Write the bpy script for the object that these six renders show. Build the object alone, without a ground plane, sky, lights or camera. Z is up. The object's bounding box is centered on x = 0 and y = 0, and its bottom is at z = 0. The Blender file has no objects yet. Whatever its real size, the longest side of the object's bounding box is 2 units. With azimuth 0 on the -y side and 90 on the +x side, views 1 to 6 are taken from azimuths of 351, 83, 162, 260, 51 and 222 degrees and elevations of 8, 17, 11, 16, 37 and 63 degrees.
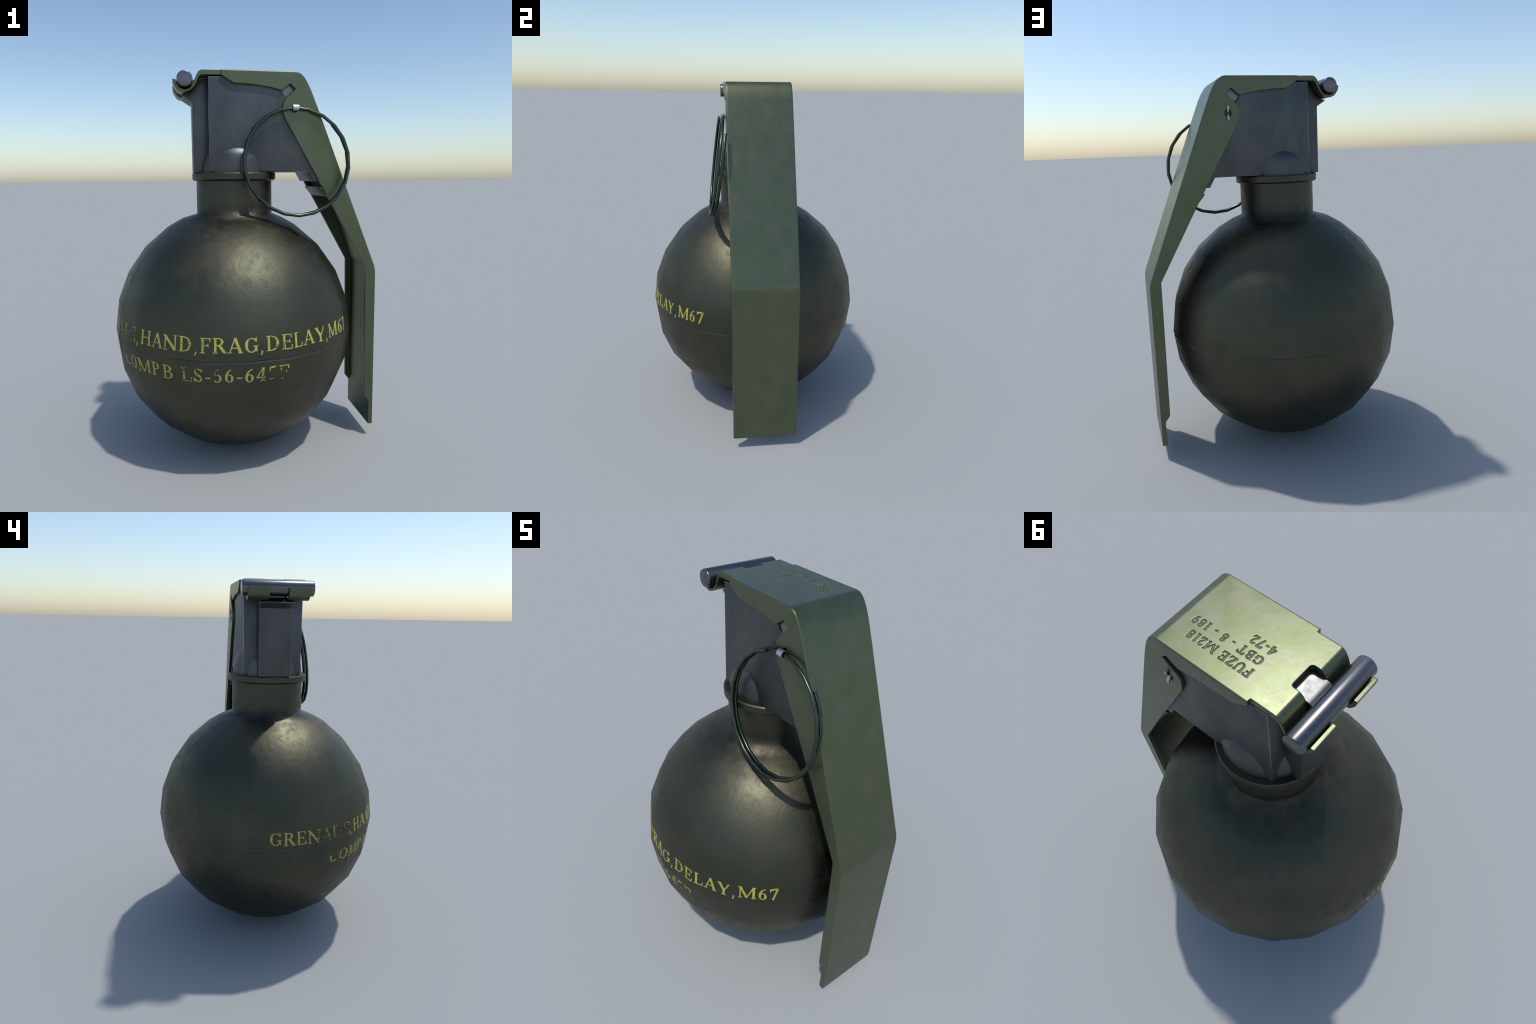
# A painted steel hand grenade of the round "baseball" pattern, built part by part:
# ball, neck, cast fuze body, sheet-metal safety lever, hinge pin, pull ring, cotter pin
# and the painted / embossed lettering.  Metres, z up; every part keeps its origin at 0.
import bpy, bmesh, math, random
from mathutils import Vector, Matrix
from mathutils.bvhtree import BVHTree

random.seed(7)
SCN = bpy.context.scene

# ------------------------------------------------------------------ materials
def new_mat(name):
    m = bpy.data.materials.new(name)
    m.use_nodes = True
    nt = m.node_tree
    return m, nt, nt.nodes, nt.links, nt.nodes["Principled BSDF"]


def noise(nt, scale, detail=4.0, rough=0.55, stretch=(1, 1, 1), seed=0.0):
    tc = nt.nodes.new("ShaderNodeTexCoord")
    mp = nt.nodes.new("ShaderNodeMapping")
    mp.inputs["Scale"].default_value = stretch
    mp.inputs["Location"].default_value = (seed, seed * 0.7, -seed)
    n = nt.nodes.new("ShaderNodeTexNoise")
    n.inputs["Scale"].default_value = scale
    n.inputs["Detail"].default_value = detail
    n.inputs["Roughness"].default_value = rough
    nt.links.new(tc.outputs["Object"], mp.inputs["Vector"])
    nt.links.new(mp.outputs["Vector"], n.inputs["Vector"])
    return n.outputs["Fac"]


def ramp(nt, fac, stops):
    r = nt.nodes.new("ShaderNodeValToRGB")
    els = r.color_ramp.elements
    while len(els) < len(stops):
        els.new(0.5)
    for e, (p, c) in zip(els, stops):
        e.position = p
        e.color = (c[0], c[1], c[2], 1) if hasattr(c, "__len__") else (c, c, c, 1)
    nt.links.new(fac, r.inputs["Fac"])
    return r.outputs["Color"]


def mix(nt, fac, a, b, mode="MIX"):
    m = nt.nodes.new("ShaderNodeMix")
    m.data_type = "RGBA"
    m.blend_type = mode
    for sock, v in ((m.inputs[0], fac), (m.inputs[6], a), (m.inputs[7], b)):
        if isinstance(v, (int, float)):
            sock.default_value = v
        elif isinstance(v, tuple):
            sock.default_value = (*v, 1)
        else:
            nt.links.new(v, sock)
    return m.outputs[2]


def bump(nt, height, strength, dist, normal=None):
    b = nt.nodes.new("ShaderNodeBump")
    b.inputs["Strength"].default_value = strength
    b.inputs["Distance"].default_value = dist
    nt.links.new(height, b.inputs["Height"])
    if normal is not None:
        nt.links.new(normal, b.inputs["Normal"])
    return b.outputs["Normal"]


def round_edges(nt, radius):
    b = nt.nodes.new("ShaderNodeBevel")
    b.samples = 8
    b.inputs["Radius"].default_value = radius
    return b.outputs["Normal"]


def paint_metal(name, stops, scale, rough, edge=0.0, grain=None, stretch=(1, 1, 1), seed=0.0, metallic=1.0):
    m, nt, N, L, p = new_mat(name)
    L.new(ramp(nt, noise(nt, scale, 5, 0.6, stretch, seed), stops), p.inputs["Base Color"])
    p.inputs["Metallic"].default_value = metallic
    L.new(ramp(nt, noise(nt, scale * 1.9, 4, 0.6, stretch, seed + 3.1),
               [(0.3, rough[0]), (0.7, rough[1])]), p.inputs["Roughness"])
    nrm = round_edges(nt, edge) if edge else None
    if grain:
        nrm = bump(nt, noise(nt, grain[0], 3, 0.5, stretch, seed + 1), grain[1], grain[2], nrm)
    if nrm is not None:
        L.new(nrm, p.inputs["Normal"])
    return m


BALL_TONES = [(0.30, (0.070, 0.076, 0.056)), (0.5, (0.084, 0.085, 0.060)), (0.72, (0.097, 0.092, 0.064))]
LEVER_TONES = [(0.32, (0.112, 0.138, 0.072)), (0.50, (0.126, 0.144, 0.087)), (0.68, (0.142, 0.149, 0.105))]


def ball_shader(nt, p, grain=True):
    """Olive-drab enamel on cast steel: dull metal, soft mottling, grime round the neck root."""
    base = ramp(nt, noise(nt, 3.2, 5, 0.6, (1, 1, 1), 2.0), BALL_TONES)
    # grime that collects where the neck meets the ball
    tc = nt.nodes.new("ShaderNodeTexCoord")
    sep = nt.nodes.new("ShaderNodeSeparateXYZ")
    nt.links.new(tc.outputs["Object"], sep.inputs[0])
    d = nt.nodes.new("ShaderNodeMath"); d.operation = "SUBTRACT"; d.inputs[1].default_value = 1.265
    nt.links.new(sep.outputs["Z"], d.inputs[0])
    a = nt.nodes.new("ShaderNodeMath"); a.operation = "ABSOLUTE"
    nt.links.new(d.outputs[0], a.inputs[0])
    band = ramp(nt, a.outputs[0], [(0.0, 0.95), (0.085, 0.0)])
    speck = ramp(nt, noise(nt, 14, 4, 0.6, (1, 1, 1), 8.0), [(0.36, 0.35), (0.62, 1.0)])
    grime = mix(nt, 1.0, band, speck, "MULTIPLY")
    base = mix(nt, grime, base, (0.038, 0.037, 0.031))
    # thin brown smudges on the shoulder of the ball
    up = nt.nodes.new("ShaderNodeMapRange")
    up.inputs[1].default_value, up.inputs[2].default_value = 1.00, 1.20
    nt.links.new(sep.outputs["Z"], up.inputs[0])
    dn = nt.nodes.new("ShaderNodeMapRange")
    dn.inputs[1].default_value, dn.inputs[2].default_value = 1.33, 1.27
    nt.links.new(sep.outputs["Z"], dn.inputs[0])
    smudge = mix(nt, 1.0, mix(nt, 1.0, up.outputs[0], dn.outputs[0], "MULTIPLY"),
                 ramp(nt, noise(nt, 6.5, 5, 0.65, (1, 1, 1), 21.0), [(0.47, 0.0), (0.66, 0.60)]), "MULTIPLY")
    base = mix(nt, smudge, base, (0.104, 0.087, 0.060))
    nt.links.new(base, p.inputs["Base Color"])
    p.inputs["Metallic"].default_value = 1.0
    nt.links.new(ramp(nt, noise(nt, 7, 4, 0.6, (1, 1, 1), 5.0), [(0.3, 0.41), (0.7, 0.52)]), p.inputs["Roughness"])
    if grain:
        rough = p.inputs["Roughness"].links[0].from_socket
        scuff = ramp(nt, noise(nt, 17, 6, 0.72, (1, 1, 1), 31.0), [(0.50, 0.0), (0.72, 0.16)])
        add = nt.nodes.new("ShaderNodeMath"); add.operation = "ADD"
        nt.links.new(rough, add.inputs[0]); nt.links.new(scuff, add.inputs[1])
        nt.links.new(add.outputs[0], p.inputs["Roughness"])
        n1 = bump(nt, noise(nt, 230, 3, 0.55, (1, 1, 1), 1.0), 0.26, 0.0025)
        n2 = bump(nt, noise(nt, 9, 4, 0.55, (1, 1, 1), 4.0), 0.16, 0.02, n1)
        nt.links.new(n2, p.inputs["Normal"])


m, nt, N, L, p = new_mat("olive_drab_enamel")
ball_shader(nt, p)
MAT_BALL = m

MAT_LEVER = paint_metal("green_lever_paint", LEVER_TONES, 11.0, (0.34, 0.41), 0.006, (60, 0.03, 0.004), (1, 1, 0.75), 1.3, 0.88)
MAT_TONGUE = paint_metal("zinc_lightened_for_sun_glint", [(0.3, (0.140, 0.142, 0.145)), (0.7, (0.170, 0.172, 0.174))], 22, (0.38, 0.48), 0.003, None, (1, 1, 1), 3.5)  # casting grey lightened: the sun's reflection on the tongue top, put into base colour
MAT_STAMP = paint_metal("green_stamped_paint", LEVER_TONES, 11.0, (0.58, 0.64), 0.004, None, (1, 1, 0.75), 1.3, 0.88)
MAT_WORN = paint_metal("rubbed_casting_edge", [(0.44, (0.120, 0.125, 0.130)), (0.66, (0.27, 0.28, 0.285))], 28, (0.34, 0.44), 0, None, (1, 1, 0.4), 2.2)
MAT_BODY = paint_metal("grey_zinc_casting",
                       [(0.32, (0.086, 0.091, 0.094)), (0.5, (0.105, 0.110, 0.113)), (0.7, (0.124, 0.128, 0.128))],
                       6.0, (0.42, 0.54), 0.005, (70, 0.06, 0.004), (1.3, 1.3, 0.7), 4.2)
MAT_PIN = paint_metal("blued_steel", [(0.3, (0.135, 0.134, 0.139)), (0.7, (0.165, 0.164, 0.169))], 9, (0.25, 0.33), 0.006, None, (1, 0.4, 1), 6.0)
MAT_DISC = paint_metal("bright_steel_plunger", [(0.3, (0.20, 0.225, 0.225)), (0.7, (0.24, 0.265, 0.265))], 9, (0.42, 0.5), 0.002, None, (1, 1, 1), 6.5)
MAT_RING = paint_metal("dark_green_wire", [(0.3, (0.055, 0.068, 0.050)), (0.7, (0.080, 0.096, 0.074))], 14, (0.27, 0.36), 0, None, (1, 1, 1), 7.7)
MAT_COTTER = paint_metal("plain_zinc_wire", [(0.3, (0.50, 0.50, 0.52)), (0.7, (0.62, 0.62, 0.64))], 60, (0.28, 0.40), 0.001, None, (1, 1, 1), 9.7)

# stencilled yellow marking paint, chipped away in patches down to the olive enamel
m, nt, N, L, p = new_mat("yellow_marking_paint")
ball_shader(nt, p, False)
q = N.new("ShaderNodeBsdfPrincipled")
L.new(ramp(nt, noise(nt, 30, 3, 0.6, (1, 1, 1), 1.0), [(0.35, (0.36, 0.33, 0.060)), (0.65, (0.46, 0.42, 0.075))]), q.inputs["Base Color"])
q.inputs["Roughness"].default_value = 0.55
q.inputs["Metallic"].default_value = 0.0
chip = noise(nt, 120, 4, 0.70, (1, 1, 1), 11.0)
area = noise(nt, 5.5, 2, 0.5, (1, 1, 1), 16.0)
s = N.new("ShaderNodeMath"); s.operation = "MULTIPLY_ADD"
s.inputs[1].default_value = 0.85
L.new(area, s.inputs[0]); L.new(chip, s.inputs[2])
total = s.outputs[0]
tc = N.new("ShaderNodeTexCoord")
# rubbed places: the first word, the second number of the lower line, and a lesser one mid-way
for lon, z, rad, amount in ((-157, 0.716, 0.165, 0.205), (-103.5, 0.612, 0.050, 0.30), (-97.5, 0.612, 0.04, 0.25), (-82, 0.585, 0.062, 0.19),
                            (-76.5, 0.562, 0.050, 0.17), (-153, 0.585, 0.12, -0.16), (-116, 0.570, 0.08, -0.12), (-112, 0.71, 0.05, 0.10), (-75.5, 0.69, 0.06, 0.12), (-106, 0.70, 0.07, 0.10)):
    vd = N.new("ShaderNodeVectorMath"); vd.operation = "DISTANCE"
    vd.inputs[1].default_value = (-0.0604 + 0.645 * math.cos(math.radians(lon)), 0.645 * math.sin(math.radians(lon)), z)
    L.new(tc.outputs["Object"], vd.inputs[0])
    fall = ramp(nt, vd.outputs["Value"], [(rad * 0.35, amount), (rad, 0.0)])
    sub = N.new("ShaderNodeMath"); sub.operation = "SUBTRACT"
    L.new(total, sub.inputs[0]); L.new(fall, sub.inputs[1])
    total = sub.outputs[0]
keep = ramp(nt, total, [(0.775, 0.0), (0.80, 1.0)])
ms = N.new("ShaderNodeMixShader")
L.new(keep, ms.inputs[0]); L.new(p.outputs[0], ms.inputs[1]); L.new(q.outputs[0], ms.inputs[2])
L.new(ms.outputs[0], N["Material Output"].inputs["Surface"])
MAT_MARK = m

# ------------------------------------------------------------------ helpers
def add_obj(name, mesh, parent, mat=None):
    o = bpy.data.objects.new(name, mesh)
    SCN.collection.objects.link(o)
    o.parent = parent
    if mat:
        mesh.materials.append(mat)
    return o


def bm_obj(name, bm, parent, mat, smooth_angle=None):
    bmesh.ops.recalc_face_normals(bm, faces=bm.faces)
    me = bpy.data.meshes.new(name)
    bm.to_mesh(me)
    bm.free()
    if smooth_angle is not None:
        shade_by_angle(me, smooth_angle)
    return add_obj(name, me, parent, mat)


def shade_by_angle(me, deg):
    bm = bmesh.new(); bm.from_mesh(me)
    lim = math.radians(deg)
    for f in bm.faces:
        f.smooth = True
    for e in bm.edges:
        e.smooth = len(e.link_faces) == 2 and e.calc_face_angle(0) < lim
    bm.to_mesh(me); bm.free()


def flatten_normals(obj):
    """Area-weighted corner normals, so that big flat sheets stay flat next to small roundings."""
    md = obj.modifiers.new("w", "WEIGHTED_NORMAL")
    md.keep_sharp = True
    md.weight = 100
    bpy.context.view_layer.update()
    dg = bpy.context.evaluated_depsgraph_get()
    res = bpy.data.meshes.new_from_object(obj.evaluated_get(dg))
    obj.modifiers.clear()
    obj.data = res


def prism(profile, y0, y1):
    """Extrude an (x, z) outline along y."""
    bm = bmesh.new()
    a = [bm.verts.new((x, y0, z)) for x, z in profile]
    b = [bm.verts.new((x, y1, z)) for x, z in profile]
    n = len(profile)
    bm.faces.new(a); bm.faces.new(b)
    for i in range(n):
        bm.faces.new((a[i], a[(i + 1) % n], b[(i + 1) % n], b[i]))
    bmesh.ops.recalc_face_normals(bm, faces=bm.faces)
    return bm


def cylinder_y(cx, cz, r, y0, y1, seg=32):
    return prism([(cx + r * math.cos(2 * math.pi * i / seg), cz + r * math.sin(2 * math.pi * i / seg)) for i in range(seg)], y0, y1)


def bevel_sharp(bm, offset, segs=2, ang=30, test=None, mat=-1):
    lim = math.radians(ang)
    es = [e for e in bm.edges if len(e.link_faces) == 2 and e.calc_face_angle(0) > lim and (test is None or test(e))]
    bmesh.ops.bevel(bm, geom=es, offset=offset, segments=segs, profile=0.5, affect="EDGES", clamp_overlap=True, material=mat)


def boolean(obj, bm_tool, op, overlapping=False, tool_mat=None):
    me = bpy.data.meshes.new("tool")
    bmesh.ops.recalc_face_normals(bm_tool, faces=bm_tool.faces)
    bm_tool.to_mesh(me); bm_tool.free()
    t = bpy.data.objects.new("tool", me)
    SCN.collection.objects.link(t)
    md = obj.modifiers.new("b", "BOOLEAN")
    md.operation = op
    md.solver = "EXACT"
    md.object = t
    md.use_self = overlapping
    if tool_mat:
        me.materials.append(tool_mat)
        md.material_mode = "TRANSFER"
    bpy.context.view_layer.update()
    dg = bpy.context.evaluated_depsgraph_get()
    res = bpy.data.meshes.new_from_object(obj.evaluated_get(dg))
    obj.modifiers.clear()
    old = obj.data
    name = old.name
    obj.data = res
    bpy.data.meshes.remove(old)
    res.name = name
    bpy.data.objects.remove(t)
    bpy.data.meshes.remove(me)


def box(x0, x1, y0, y1, z0, z1):
    return prism([(x0, z0), (x1, z0), (x1, z1), (x0, z1)], y0, y1)


def lathe(profile, cx, seg, cap=True):
    bm = bmesh.new()
    rings = []
    for r, z in profile:
        rings.append([bm.verts.new((cx + r * math.cos(2 * math.pi * k / seg), r * math.sin(2 * math.pi * k / seg), z)) for k in range(seg)])
    for a, b in zip(rings, rings[1:]):
        for k in range(seg):
            bm.faces.new((a[k], a[(k + 1) % seg], b[(k + 1) % seg], b[k]))
    if cap:
        bm.faces.new(rings[0]); bm.faces.new(rings[-1])
    return bm


def tube(path, radius, sides=8, cap=True):
    """Sweep a round wire along a list of points."""
    bm = bmesh.new()
    rings = []
    n = len(path)
    up = None
    for i, pnt in enumerate(path):
        t = (path[min(i + 1, n - 1)] - path[max(i - 1, 0)]).normalized()
        if up is None:
            up = t.orthogonal().normalized()
        up = (up - t * up.dot(t)).normalized()
        sd = t.cross(up)
        rings.append([bm.verts.new(pnt + (up * math.cos(2 * math.pi * k / sides) + sd * math.sin(2 * math.pi * k / sides)) * radius) for k in range(sides)])
    for a, b in zip(rings, rings[1:]):
        for k in range(sides):
            bm.faces.new((a[k], a[(k + 1) % sides], b[(k + 1) % sides], b[k]))
    if cap:
        bm.faces.new(rings[0]); bm.faces.new(rings[-1])
    return bm


# ------------------------------------------------------------------ root
root = bpy.data.objects.new("hand_grenade", None)
SCN.collection.objects.link(root)
root["label"] = "round olive green hand grenade with lever and pull ring"
root["category"] = "hand grenade"

# ------------------------------------------------------------------ ball
BX, BZ, BR = -0.0604, 0.650, 0.6465         # centre x, centre height, radius of the girth
BR_UP, BR_LOW = 0.660, 0.657                # half heights above and below
NX, NR = -0.047, 0.2045                     # neck axis and radius
SEG = 20                                    # the ball is a coarse 20-sided lathe, smooth shaded


def ball_ring(deg):
    a = math.radians(deg)
    return BR * math.cos(a), max(0.0, BZ + (BR_UP if deg > 0 else BR_LOW) * math.sin(a))


def ball_normal(pnt):
    h = BR_UP if pnt.z > BZ else BR_LOW
    return Vector(((pnt.x - BX) / BR ** 2, pnt.y / BR ** 2, (pnt.z - BZ) / h ** 2)).normalized()


prof = [ball_ring(d) for d in (-80, -70, -60, -45, -30, -15)]
r_eq, z_eq = ball_ring(0)
r_lo, z_lo = prof[-1]


def on_belly(z):                             # straight facet between the -15 degree ring and the girth
    t = (z - z_lo) / (z_eq - z_lo)
    return r_lo + (r_eq - r_lo) * t


SEAM = 0.6365
prof += [(on_belly(SEAM - 0.0070), SEAM - 0.0070), (on_belly(SEAM) - 0.0035, SEAM + 0.0010), (on_belly(SEAM + 0.0045), SEAM + 0.0045)]
seam_lo = len(prof) - 3
prof += [ball_ring(d) for d in (0, 14.3, 28.6, 42.9, 57.2, 64.4)]
bm = bmesh.new()
rings = []
for r, z in prof:
    rings.append([bm.verts.new((BX + r * math.cos(2 * math.pi * k / SEG), r * math.sin(2 * math.pi * k / SEG), z)) for k in range(SEG)])
rings.append([bm.verts.new((NX + NR * math.cos(2 * math.pi * k / SEG), NR * math.sin(2 * math.pi * k / SEG), 1.271)) for k in range(SEG)])
for i, (a, b) in enumerate(zip(rings, rings[1:])):
    for k in range(SEG):
        bm.faces.new((a[k], a[(k + 1) % SEG], b[(k + 1) % SEG], b[k])).material_index = 0
pole = bm.verts.new((BX, 0, 0.0))
for k in range(SEG):
    bm.faces.new((pole, rings[0][(k + 1) % SEG], rings[0][k]))
bm.faces.new(rings[-1])
bmesh.ops.recalc_face_normals(bm, faces=bm.faces)
me = bpy.data.meshes.new("ball")
bm.to_mesh(me); bm.free()
for f in me.polygons:
    f.use_smooth = True
nrm = []
for f in me.polygons:
    zc = f.center.z
    groove = SEAM - 0.0070 < zc < SEAM + 0.0045
    for li in f.loop_indices:
        v = me.vertices[me.loops[li].vertex_index].co
        if groove:
            nrm.append(f.normal.copy())
        elif abs(v.z - 1.271) < 1e-4:
            rad = Vector((v.x - NX, v.y, 0)).normalized()
            nrm.append((ball_normal(v) + rad * 0.9).normalized())
        else:
            nrm.append(ball_normal(v))
me.normals_split_custom_set([tuple(n) for n in nrm])
ball = add_obj("ball", me, root, MAT_BALL)
bmt = bmesh.new(); bmt.from_mesh(me)
BALL_BVH = BVHTree.FromBMesh(bmt)

# ------------------------------------------------------------------ neck with its top flange
neck_prof = [(NR, 1.252), (NR, 1.271), (NR, 1.315), (NR - 0.0005, 1.4480), (0.2175, 1.4490), (0.2255, 1.4560),
             (0.2265, 1.485), (0.2215, 1.4905), (0.185, 1.4910)]
bm = lathe(neck_prof, NX, 40)
bmesh.ops.recalc_face_normals(bm, faces=bm.faces)
me = bpy.data.meshes.new("neck")
bm.to_mesh(me); bm.free()
shade_by_angle(me, 40)
nrm = []
for f in me.polygons:
    for li in f.loop_indices:
        v = me.vertices[me.loops[li].vertex_index].co
        rad = Vector((v.x - NX, v.y, 0)).normalized()
        if v.z < 1.28:
            nrm.append((ball_normal(v) + rad * 0.9).normalized())
        elif v.z < 1.4482 and f.center.z < 1.4482:
            nrm.append(rad)
        else:
            nrm.append(Vector((0, 0, 0)))
me.normals_split_custom_set([tuple(n) for n in nrm])
neck = add_obj("neck", me, root, MAT_BALL)

# ------------------------------------------------------------------ fuze body (zinc casting)
HB = 0.1632                                  # half width of the block
block = [(-0.190, 1.4935), (-0.190, 1.968), (0.244, 1.968), (0.259, 1.962), (0.278, 1.941), (0.3035, 1.896),
         (0.518, 1.358), (0.437, 1.360), (0.427, 1.3645), (0.3875, 1.412), (0.433, 1.419), (0.412, 1.443),
         (0.360, 1.443), (0.332, 1.4935)]
bm = prism(block, -HB, HB)
bevel_sharp(bm, 0.0035, 2, 30, None, 1)
fuze = bm_obj("fuze_body", bm, root, MAT_BODY)
fuze.data.materials.append(MAT_WORN)
PLX, PLZ, PLR = 0.2225, 1.903, 0.038         # plunger bore
for s in (-1, 1):
    boolean(fuze, cylinder_y(PLX, PLZ, PLR, s * (HB - 0.012), s * (HB + 0.02)), "DIFFERENCE")
shade_by_angle(fuze.data, 30)

# rounded shoulder: a domed drum round the neck axis that swells out of the flat faces
shoulder = [(0.1990, 1.486), (0.1988, 1.512), (0.1975, 1.530), (0.1925, 1.555), (0.1845, 1.579), (0.1735, 1.601),
            (0.1600, 1.620), (0.1400, 1.639), (0.1000, 1.660), (0.0500, 1.670)]
bm = lathe(shoulder, NX + 0.001, 64)
dome = bm_obj("shoulder", bm, fuze, MAT_BODY, 50)
nrm = []
for f in dome.data.polygons:                 # shading turns over late: upright at the root, rolled over at the crown
    f.use_smooth = True
    for li in f.loop_indices:
        v = dome.data.vertices[dome.data.loops[li].vertex_index].co
        t = min(1.3, max(0.0, (v.z - 1.49) / 0.127))
        tilt = math.radians(46) * t ** 3.0
        rad = Vector((v.x - NX - 0.001, v.y, 0)).normalized()
        nrm.append(tuple(rad * math.cos(tilt) + Vector((0, 0, math.sin(tilt)))))
dome.data.normals_split_custom_set(nrm)

# narrower front rib with the flared lip that carries the hinge
rib = [(-0.180, 1.4925), (-0.268, 1.4925), (-0.269, 1.849), (-0.3165, 1.879), (-0.3165, 1.883), (-0.300, 1.886), (-0.274, 1.895),
       (-0.253, 1.922), (-0.241, 1.949), (-0.231, 1.962), (-0.220, 1.9665), (-0.180, 1.9665)]
bm = prism(rib, -0.0895, 0.0895)
bevel_sharp(bm, 0.0022, 2, 30, None, 1)
bm_obj("front_rib", bm, fuze, MAT_BODY, 35).data.materials.append(MAT_WORN)
# tongue between the two hinge hooks
tongue = [(-0.200, 1.900), (-0.266, 1.900), (-0.2760, 1.944), (-0.2745, 1.955), (-0.2710, 1.9615), (-0.2660, 1.9660), (-0.2590, 1.9685), (-0.2500, 1.9697),
          (-0.160, 1.9712), (-0.160, 1.900)]
bm = prism(tongue, -0.0512, 0.0507)
bm_obj("tongue", bm, fuze, MAT_TONGUE, 60)
# plunger faces in the two bores
for s in (-1, 1):
    bm = cylinder_y(PLX, PLZ, 0.0345, s * (HB - 0.016), s * (HB - 0.004), 40)
    bevel_sharp(bm, 0.0012, 2, 40)
    bm_obj("plunger", bm, fuze, MAT_DISC, 35)

# ------------------------------------------------------------------ safety lever (bent sheet channel)
HL = 0.179                                   # half width of the lever
hook_top = [(-0.218, 2.0000), (-0.230, 1.9952), (-0.2395, 1.9860), (-0.250, 1.9665), (-0.259, 1.9415),
            (-0.272, 1.9180), (-0.287, 1.9065), (-0.307, 1.9020), (-0.327, 1.9090), (-0.343, 1.9290), (-0.351, 1.9520)]
outer = [(0.255, 1.9965), (0.272, 1.9940), (0.289, 1.9845), (0.305, 1.9670), (0.322, 1.9400), (0.339, 1.9060),
         (0.381, 1.8030), (0.6995, 0.982), (0.7045, 0.955), (0.706, 0.918), (0.7065, 0.070)]
inner = [(0.6815, 0.070), (0.6815, 0.205), (0.656, 0.238), (0.6465, 0.975), (0.5835, 1.089), (0.452, 1.326), (0.323, 1.550),
         (0.205, 1.757), (0.1945, 1.783), (0.1895, 1.815), (0.1935, 1.837), (0.2025, 1.854), (0.2165, 1.8685),
         (0.2575, 1.910), (0.2285, 1.937), (0.185, 1.9025), (0.128, 1.9165), (0.070, 1.9255), (0.016, 1.931),
         (-0.062, 1.935), (-0.1262, 1.9748)]
hook_low = [(-0.215, 1.9748), (-0.225, 1.9725), (-0.2345, 1.9645), (-0.245, 1.9410), (-0.258, 1.9170), (-0.280, 1.8985),
            (-0.308, 1.8895), (-0.326, 1.8920), (-0.3425, 1.9005), (-0.360, 1.924), (-0.366, 1.951)]
bm = prism(hook_top[::-1] + outer + inner + hook_low, -HL, HL)
oset = {(round(x, 4), round(z, 4)) for x, z in outer + hook_top[:2]}


def is_outer_edge(e):
    a, b = e.verts
    return abs(a.co.y - b.co.y) < 1e-6 and all((round(v.co.x, 4), round(v.co.z, 4)) in oset for v in e.verts)


es = [e for e in bm.edges if is_outer_edge(e)]
bmesh.ops.bevel(bm, geom=es, offset=0.014, segments=4, profile=0.5, affect="EDGES", clamp_overlap=True)
lever = bm_obj("safety_lever", bm, root, MAT_LEVER)
cavity = [(-0.135, 1.9747), (0.246, 1.9725), (0.263, 1.9665), (0.282, 1.9445), (0.3097, 1.899), (0.6765, 0.972), (0.6795, 0.950),
          (0.6805, 0.916), (0.6805, -0.1), (-0.135, -0.1)]
boolean(lever, prism(cavity, -0.1642, 0.1642), "DIFFERENCE")
boolean(lever, cylinder_y(0.251, 1.8125, 0.0185, -0.3, 0.3, 28), "DIFFERENCE")
# the strap and hooks are narrower than the channel
for sy in (-1, 1):
    boolean(lever, box(-0.5, -0.125, sy * 0.1625, sy * 0.3, 1.8, 2.1), "DIFFERENCE")
# window between the hooks, with rounded back corners
win = bmesh.new()
pts = [(-0.40, -0.0515)]
for cx, cy, a0 in ((-0.2015, -0.0395, -90), (-0.2015, 0.0390, 0)):
    for k in range(6):
        a = math.radians(a0 + 90 * k / 5)
        pts.append((cx + 0.012 * math.cos(a), cy + 0.012 * math.sin(a)))
pts.append((-0.40, 0.0510))
lo = [win.verts.new((x, y, 1.85)) for x, y in pts]
hi = [win.verts.new((x, y, 2.05)) for x, y in pts]
win.faces.new(lo); win.faces.new(hi)
for i in range(len(pts)):
    j = (i + 1) % len(pts)
    win.faces.new((lo[i], lo[j], hi[j], hi[i]))
boolean(lever, win, "DIFFERENCE")
shade_by_angle(lever.data, 32)

# ------------------------------------------------------------------ hinge pin
bm = cylinder_y(-0.3060, 1.9505, 0.0395, -0.1900, 0.1905, 32)
bevel_sharp(bm, 0.0055, 3, 40)
bm_obj("hinge_pin", bm, root, MAT_PIN, 35)

# ------------------------------------------------------------------ pull ring: 1.8 turns of wire, hanging off the lever
RC = Vector((0.2525, -0.2480, 1.5415))
path = []
STEP = 360 / 22
a0, a1 = 105.5, 765.0
cnt = int(round((a1 - a0) / STEP))
for i in range(cnt + 1):
    deg = a0 + (a1 - a0) * i / cnt
    a = math.radians(deg)
    x, z = 0.2735 * math.cos(a), 0.2725 * math.sin(a)
    y = 0.129 * z - 0.006 * x + 0.0187 * (deg - a0) / 360
    path.append(RC + Vector((x, y, z)))
bm_obj("pull_ring", tube(path, 0.0089, 8), root, MAT_RING, 60)

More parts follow.
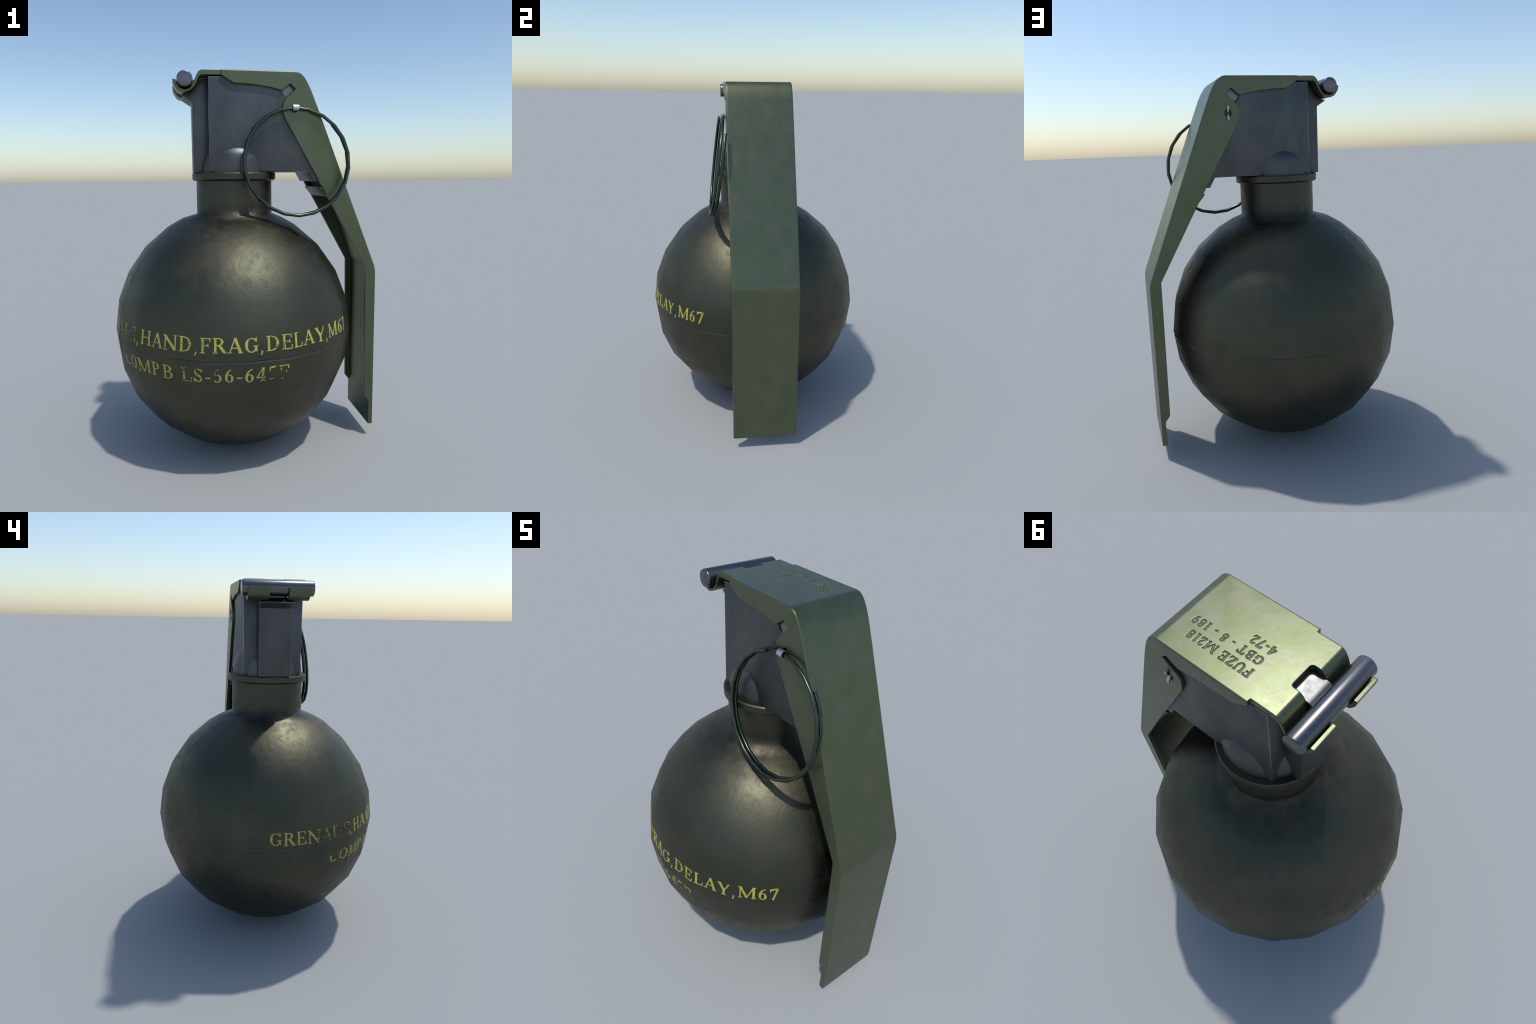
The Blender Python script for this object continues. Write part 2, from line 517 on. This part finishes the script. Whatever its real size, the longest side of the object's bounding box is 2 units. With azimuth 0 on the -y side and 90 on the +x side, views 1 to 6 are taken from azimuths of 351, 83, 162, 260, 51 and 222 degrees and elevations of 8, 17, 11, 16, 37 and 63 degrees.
# ------------------------------------------------------------------ cotter pin: rolled eye round the ring, split legs behind
bm = bmesh.new()
EY, EZ, x0, x1 = -0.1980, 1.8140, 0.2375, 0.2680
prev = None
for k in range(15):
    a = math.radians(-20 + 330 * k / 14)
    sec = [bm.verts.new((x, EY + r * math.cos(a), EZ + r * math.sin(a))) for x, r in ((x0, 0.0162), (x1, 0.0162), (x1, 0.0115), (x0, 0.0115))]
    if prev:
        for j in range(4):
            bm.faces.new((prev[j], prev[(j + 1) % 4], sec[(j + 1) % 4], sec[j]))
    else:
        bm.faces.new(sec)
    prev = sec
bm.faces.new(prev)
cotter = bm_obj("cotter_pin", bm, root, MAT_COTTER, 40)
# shank through the fuze and the two legs bent apart on the far side
for dz, path in ((1, [(0.251, -0.186, 1.8135), (0.251, 0.15, 1.8160), (0.251, 0.178, 1.8180), (0.2505, 0.1845, 1.8260), (0.250, 0.1870, 1.8370), (0.2495, 0.1875, 1.8475)]),
                 (-1, [(0.251, -0.186, 1.8090), (0.251, 0.15, 1.8085), (0.251, 0.178, 1.8070), (0.2515, 0.1860, 1.8000), (0.2515, 0.1890, 1.7900), (0.2510, 0.1870, 1.7810)])):
    bm = tube([Vector(q) for q in path], 0.0056, 8)
    bm_obj("split_leg", bm, cotter, MAT_COTTER, 60)

# ------------------------------------------------------------------ a small roman (serif) stroke alphabet
# unit: cap height 1.  Each glyph = (advance, strokes).  Strokes:
#   ("l", x0, y0, x1, y1, w)             straight bar, butt ends, w measured across it
#   ("a", cx, cy, rx, ry, d0, d1, wx, wy) arc; thickness swells from wy (top/bottom) to wx (sides)
TK, TN, SF = 0.118, 0.046, 0.042             # thick stem, hairline, serif height


def stem(x, y0=0.0, y1=1.0, w=TK, s=0.09, top=True, bot=True):
    out = [("l", x, y0, x, y1, w)]
    if bot:
        out.append(("l", x - w / 2 - s, y0 + SF / 2, x + w / 2 + s, y0 + SF / 2, SF))
    if top:
        out.append(("l", x - w / 2 - s, y1 - SF / 2, x + w / 2 + s, y1 - SF / 2, SF))
    return out


def foot(x, y, s=0.15):
    return [("l", x - s, y, x + s, y, SF)]


G = {}
G["G"] = (0.86, [("a", 0.44, 0.5, 0.36, 0.48, 45, 318, 0.15, 0.055), ("l", 0.70, 0.08, 0.70, 0.42, 0.13), ("l", 0.54, 0.44, 0.82, 0.44, SF), ("l", 0.705, 0.70, 0.715, 0.98, 0.055)])
G["C"] = (0.80, [("a", 0.44, 0.5, 0.36, 0.48, 45, 315, 0.15, 0.055), ("l", 0.715, 0.70, 0.725, 0.98, 0.055)])
G["O"] = (0.90, [("a", 0.45, 0.5, 0.37, 0.48, 0, 360, 0.15, 0.055)])
G["D"] = (0.90, stem(0.20) + [("a", 0.38, 0.5, 0.42, 0.475, -90, 90, 0.15, 0.055), ("l", 0.2, 0.975, 0.39, 0.975, 0.05), ("l", 0.2, 0.025, 0.39, 0.025, 0.05)])
G["R"] = (0.84, stem(0.20) + [("a", 0.40, 0.745, 0.25, 0.23, -90, 90, 0.14, 0.05), ("l", 0.2, 0.975, 0.41, 0.975, 0.05), ("l", 0.2, 0.515, 0.41, 0.515, 0.05), ("l", 0.42, 0.52, 0.72, 0.03, 0.14)] + foot(0.74, 0.025, 0.10))
G["P"] = (0.72, stem(0.20) + [("a", 0.38, 0.73, 0.26, 0.245, -90, 90, 0.14, 0.05), ("l", 0.2, 0.975, 0.39, 0.975, 0.05), ("l", 0.2, 0.485, 0.39, 0.485, 0.05)])
G["B"] = (0.78, stem(0.20) + [("a", 0.40, 0.755, 0.22, 0.22, -90, 90, 0.13, 0.05), ("a", 0.40, 0.275, 0.28, 0.25, -90, 90, 0.14, 0.05), ("l", 0.2, 0.975, 0.41, 0.975, 0.05), ("l", 0.2, 0.53, 0.41, 0.53, 0.05), ("l", 0.2, 0.025, 0.41, 0.025, 0.05)])
G["E"] = (0.74, stem(0.20) + [("l", 0.2, 0.975, 0.64, 0.975, 0.05), ("l", 0.2, 0.025, 0.66, 0.025, 0.05), ("l", 0.2, 0.52, 0.52, 0.52, 0.045), ("l", 0.63, 0.75, 0.615, 1.0, 0.05), ("l", 0.67, 0.28, 0.64, 0.0, 0.055), ("l", 0.52, 0.41, 0.52, 0.63, 0.045)])
G["F"] = (0.68, stem(0.20) + [("l", 0.2, 0.975, 0.62, 0.975, 0.05), ("l", 0.2, 0.51, 0.50, 0.51, 0.045), ("l", 0.62, 0.73, 0.60, 1.0, 0.05), ("l", 0.50, 0.40, 0.50, 0.62, 0.045)])
G["L"] = (0.70, stem(0.20) + [("l", 0.2, 0.025, 0.62, 0.025, 0.05), ("l", 0.64, 0.30, 0.61, 0.0, 0.055)])
G["H"] = (0.96, stem(0.20) + stem(0.76) + [("l", 0.2, 0.51, 0.76, 0.51, 0.05)])
G["N"] = (0.96, stem(0.18, w=0.06, top=False, s=0.10) + stem(0.80, w=0.06, bot=False, s=0.10) + [("l", 0.15, 0.99, 0.79, 0.02, 0.14), ("l", 0.03, 0.975, 0.22, 0.975, SF)])
G["M"] = (1.16, stem(0.17, w=0.06, top=False, s=0.09) + stem(0.97, w=0.13, s=0.07, top=False) + [("l", 0.17, 0.98, 0.56, 0.04, 0.125), ("l", 0.56, 0.04, 0.95, 0.98, 0.055), ("l", 0.04, 0.975, 0.23, 0.975, SF), ("l", 0.90, 0.975, 1.10, 0.975, SF)])
G["_"] = (0.12, [])
G["A"] = (0.88, [("l", 0.13, 0.02, 0.44, 0.99, 0.055), ("l", 0.43, 1.0, 0.74, 0.02, 0.145), ("l", 0.22, 0.33, 0.64, 0.33, 0.045)] + foot(0.13, 0.025, 0.12) + foot(0.74, 0.025, 0.14))
G["Y"] = (0.86, stem(0.44, 0.0, 0.46, top=False) + [("l", 0.14, 0.98, 0.44, 0.42, 0.14), ("l", 0.75, 0.98, 0.46, 0.42, 0.055)] + foot(0.15, 0.975, 0.14) + foot(0.75, 0.975, 0.11))
G["S"] = (0.66, [("a", 0.33, 0.745, 0.215, 0.235, 30, 255, 0.10, 0.05), ("a", 0.33, 0.265, 0.235, 0.245, -160, 75, 0.11, 0.05), ("l", 0.20, 0.62, 0.48, 0.38, 0.13), ("l", 0.535, 0.72, 0.545, 0.97, 0.05), ("l", 0.09, 0.03, 0.10, 0.30, 0.05)])
G["U"] = (0.90, stem(0.20, 0.35, 1.0, bot=False) + stem(0.74, 0.35, 1.0, w=0.06, bot=False, s=0.10) + [("a", 0.455, 0.36, 0.295, 0.34, 180, 360, 0.12, 0.05)])
G["Z"] = (0.76, [("l", 0.10, 0.975, 0.66, 0.975, 0.05), ("l", 0.08, 0.025, 0.68, 0.025, 0.05), ("l", 0.62, 0.97, 0.13, 0.03, 0.14), ("l", 0.11, 0.75, 0.12, 1.0, 0.05), ("l", 0.68, 0.27, 0.65, 0.0, 0.05)])
G["T"] = (0.78, stem(0.39, top=False) + [("l", 0.08, 0.975, 0.70, 0.975, 0.05), ("l", 0.07, 0.73, 0.10, 1.0, 0.05), ("l", 0.71, 0.73, 0.68, 1.0, 0.05)])
G["1"] = (0.52, stem(0.27, w=0.13, top=False) + [("l", 0.12, 0.88, 0.29, 0.98, 0.055)])
G["2"] = (0.62, [("a", 0.30, 0.72, 0.21, 0.255, -20, 165, 0.12, 0.05), ("l", 0.49, 0.62, 0.10, 0.06, 0.07), ("l", 0.07, 0.06, 0.54, 0.06, 0.115), ("l", 0.53, 0.04, 0.57, 0.27, 0.045)])
G["3"] = (0.60, [("a", 0.27, 0.755, 0.20, 0.22, -75, 150, 0.11, 0.05), ("a", 0.27, 0.275, 0.235, 0.25, -150, 82, 0.12, 0.05)])
G["4"] = (0.64, [("l", 0.42, 0.0, 0.42, 1.0, 0.12), ("l", 0.05, 0.29, 0.58, 0.29, 0.07), ("l", 0.06, 0.30, 0.41, 0.98, 0.05)] + foot(0.42, 0.025, 0.14))
G["5"] = (0.60, [("a", 0.27, 0.31, 0.235, 0.29, -145, 115, 0.12, 0.05), ("l", 0.14, 0.55, 0.17, 0.97, 0.05), ("l", 0.15, 0.935, 0.50, 0.955, 0.11)])
G["6"] = (0.64, [("a", 0.31, 0.31, 0.225, 0.29, 0, 360, 0.12, 0.05), ("a", 0.52, 0.34, 0.44, 0.64, 95, 180, 0.12, 0.05)])
G["7"] = (0.60, [("l", 0.08, 0.935, 0.55, 0.935, 0.12), ("l", 0.52, 0.92, 0.24, 0.0, 0.11), ("l", 0.085, 0.74, 0.10, 0.98, 0.05)])
G["8"] = (0.62, [("a", 0.31, 0.76, 0.195, 0.22, 0, 360, 0.11, 0.05), ("a", 0.31, 0.275, 0.235, 0.255, 0, 360, 0.12, 0.05)])
G["9"] = (0.64, [("a", 0.31, 0.69, 0.225, 0.29, 0, 360, 0.12, 0.05), ("a", 0.10, 0.66, 0.44, 0.64, -85, 0, 0.12, 0.05)])
G[","] = (0.34, [("a", 0.14, 0.065, 0.035, 0.035, 0, 360, 0.075, 0.075), ("l", 0.18, 0.05, 0.10, -0.20, 0.065)])
G["-"] = (0.42, [("l", 0.06, 0.33, 0.36, 0.33, 0.085)])
G[" "] = (0.34, [])


def stroke_grid(st, step):
    """A stroke as a grid of (x, y) points: rows along it, columns across it."""
    rows = []
    if st[0] == "l":
        _, x0, y0, x1, y1, w = st
        ln = math.hypot(x1 - x0, y1 - y0)
        ux, uy = (x1 - x0) / ln, (y1 - y0) / ln
        n = max(1, int(math.ceil(ln / step)))
        c = max(1, int(math.ceil(w / step)))
        for i in range(n + 1):
            t = i / n
            px, py = x0 + (x1 - x0) * t, y0 + (y1 - y0) * t
            rows.append([(px - uy * w * (j / c - 0.5), py + ux * w * (j / c - 0.5)) for j in range(c + 1)])
    else:
        _, cx, cy, rx, ry, d0, d1, wx, wy = st
        n = max(8, int(abs(d1 - d0) / 15))
        c = max(1, int(math.ceil(wx / step)))
        for i in range(n + 1):
            a = math.radians(d0 + (d1 - d0) * i / n)
            ca, sa = math.cos(a), math.sin(a)
            w = wx * ca * ca + wy * sa * sa
            # outer edge on the ellipse, thickness inward
            rows.append([(cx + (rx - w * j / c) * ca, cy + (ry - w * j / c) * sa) for j in range(c + 1)])
    return rows


def glyph_mesh(ch, place, step, name, flare=0.02):
    """place(x, y, level, side) -> world point; side 0 = top surface, 1 = foot of the walls (grown outward)."""
    bm = bmesh.new()
    for level, st in enumerate(G[ch][1]):
        rows = stroke_grid(st, step)
        closed = st[0] == "a" and abs(st[6] - st[5]) >= 359.9
        grid = [[bm.verts.new(place(x, y, level, 0)) for x, y in row] for row in rows]
        nr, nc = len(grid), len(grid[0])
        for i in range(nr - 1):
            for j in range(nc - 1):
                bm.faces.new((grid[i][j], grid[i][j + 1], grid[i + 1][j + 1], grid[i + 1][j]))
        # outline loop(s) for the walls
        if closed:
            loops = [[(i, 0) for i in range(nr)], [(i, nc - 1) for i in range(nr)]]
        else:
            loops = [[(i, 0) for i in range(nr)] + [(nr - 1, j) for j in range(1, nc)] +
                     [(i, nc - 1) for i in range(nr - 2, -1, -1)] + [(0, j) for j in range(nc - 2, 0, -1)]]
        ctr_i = [sum(q[0] for q in row) / nc for row in rows], [sum(q[1] for q in row) / nc for row in rows]
        for lp in loops:
            base = []
            for i, j in lp:
                x, y = rows[i][j]
                gx, gy = x - ctr_i[0][i], y - ctr_i[1][i]
                g = math.hypot(gx, gy) or 1.0
                base.append(bm.verts.new(place(x + flare * gx / g, y + flare * gy / g, level, 1)))
            m = len(lp)
            for k in range(m):
                if closed and k == m - 1:
                    continue
                k2 = (k + 1) % m
                try:
                    bm.faces.new((grid[lp[k][0]][lp[k][1]], grid[lp[k2][0]][lp[k2][1]], base[k2], base[k]))
                except ValueError:
                    pass
    bmesh.ops.remove_doubles(bm, verts=bm.verts, dist=1e-6)
    me = bpy.data.meshes.new(name)
    bm.to_mesh(me); bm.free()
    return me


def orient(me, out_dir):
    """Wind the faces of the open letter shells so that they look outward."""
    bmx = bmesh.new(); bmx.from_mesh(me)
    bmesh.ops.recalc_face_normals(bmx, faces=bmx.faces)
    todo = set(bmx.faces)
    while todo:
        seed = todo.pop(); isl = [seed]; stack = [seed]
        while stack:
            for e in stack.pop().edges:
                for g in e.link_faces:
                    if g in todo:
                        todo.discard(g); isl.append(g); stack.append(g)
        for f in isl:
            f.normal_update()
        votes = sum(f.calc_area() * f.normal.dot(out_dir_bm(f, out_dir)) for f in isl)
        if votes < 0:
            for f in isl:
                f.normal_flip()
    bmx.to_mesh(me); bmx.free()


class _F:
    pass


def out_dir_bm(f, fn):
    o = _F(); o.center = f.calc_center_median()
    return fn(o).normalized()


def line_width(text, gap):
    return sum(G[c][0] + gap for c in text)


# painted lines round the belly, projected on to the facets of the ball
def painted_line(text, lon0, lon1, z_base, cap, gap=0.03, advance=None):
    total = line_width(text, gap)
    per = math.radians(lon1 - lon0) / total            # radians of longitude per glyph unit
    x_cur = 0.0
    for ch in text:
        off = x_cur
        x_cur += G[ch][0] + gap
        if not G[ch][1]:
            continue

        def place(x, y, level, side):
            lon = math.radians(lon0) + (off + x) * per
            z = z_base + y * cap
            dirv = Vector((math.cos(lon), math.sin(lon), 0))
            o = Vector((BX, 0, z)) + dirv * 2
            hit, n, i, d = BALL_BVH.ray_cast(o, -dirv)
            return hit + dirv * ((0.0009 + 0.00010 * level) if side == 0 else -0.0012)

        me = glyph_mesh(ch, place, 0.075, "letter")
        orient(me, lambda f: Vector((f.center.x - BX, f.center.y, 0)))
        for f in me.polygons:
            f.use_smooth = True
        nr_ = []
        for f in me.polygons:
            for li in f.loop_indices:
                nr_.append(tuple(ball_normal(me.vertices[me.loops[li].vertex_index].co)))
        me.normals_split_custom_set(nr_)
        add_obj("letter", me, ball, MAT_MARK)


painted_line("GRENADE,HAND,FRAG,DELAY,M67", -188.6, -31.2, 0.680, 0.0685)
painted_line("COMP_B LS-56-645F", -157.0, -72.2, 0.5375, 0.068)


# letters stamped into the lever's top: every stroke is a tapered cutter, all cut at once
def cutter(bm, st, place, flare):
    rows = stroke_grid(st, 9.0)
    closed = st[0] == "a" and abs(st[6] - st[5]) >= 359.9
    if closed:
        rows = rows[:-1]
    sec = []
    for row in rows:
        (ax, ay), (bx, by) = row[0], row[-1]
        dx, dy = bx - ax, by - ay
        g = math.hypot(dx, dy)
        dx, dy = dx / g * flare, dy / g * flare
        sec.append([bm.verts.new(place(ax - dx, ay - dy, 1)), bm.verts.new(place(bx + dx, by + dy, 1)),
                    bm.verts.new(place(bx, by, 0)), bm.verts.new(place(ax, ay, 0))])
    n = len(sec)
    for k in range(n if closed else n - 1):
        a, b = sec[k], sec[(k + 1) % n]
        for q in range(4):
            bm.faces.new((a[q], a[(q + 1) % 4], b[(q + 1) % 4], b[q]))
    if not closed:
        bm.faces.new(sec[0]); bm.faces.new(sec[-1])


stamp = bmesh.new()


def stamped_line(text, x0, x1, y_base, cap, gap=0.05):
    per = (x1 - x0) / line_width(text, gap)
    x_cur = 0.0
    for ch in text:
        off = x_cur
        x_cur += G[ch][0] + gap
        for k, st in enumerate(G[ch][1]):
            def place(x, y, up):
                px = x0 + (off + x) * per
                zt = 2.000 - 0.0035 * (px + 0.218) / 0.473
                return Vector((px, y_base + y * cap, zt + (0.0011 if up else -0.0023 - 0.00011 * k)))
            cutter(stamp, st, place, 0.05)


stamped_line("FUZE M218", -0.071, 0.199, 0.0765, 0.0345)
stamped_line("GBT - 8 - 189", -0.068, 0.228, 0.022, 0.0335)
stamped_line("4-72", -0.076, 0.024, -0.0315, 0.0345)
bmesh.ops.recalc_face_normals(stamp, faces=stamp.faces)
boolean(lever, stamp, "DIFFERENCE", True, MAT_STAMP)
shade_by_angle(lever.data, 32)
flatten_normals(lever)
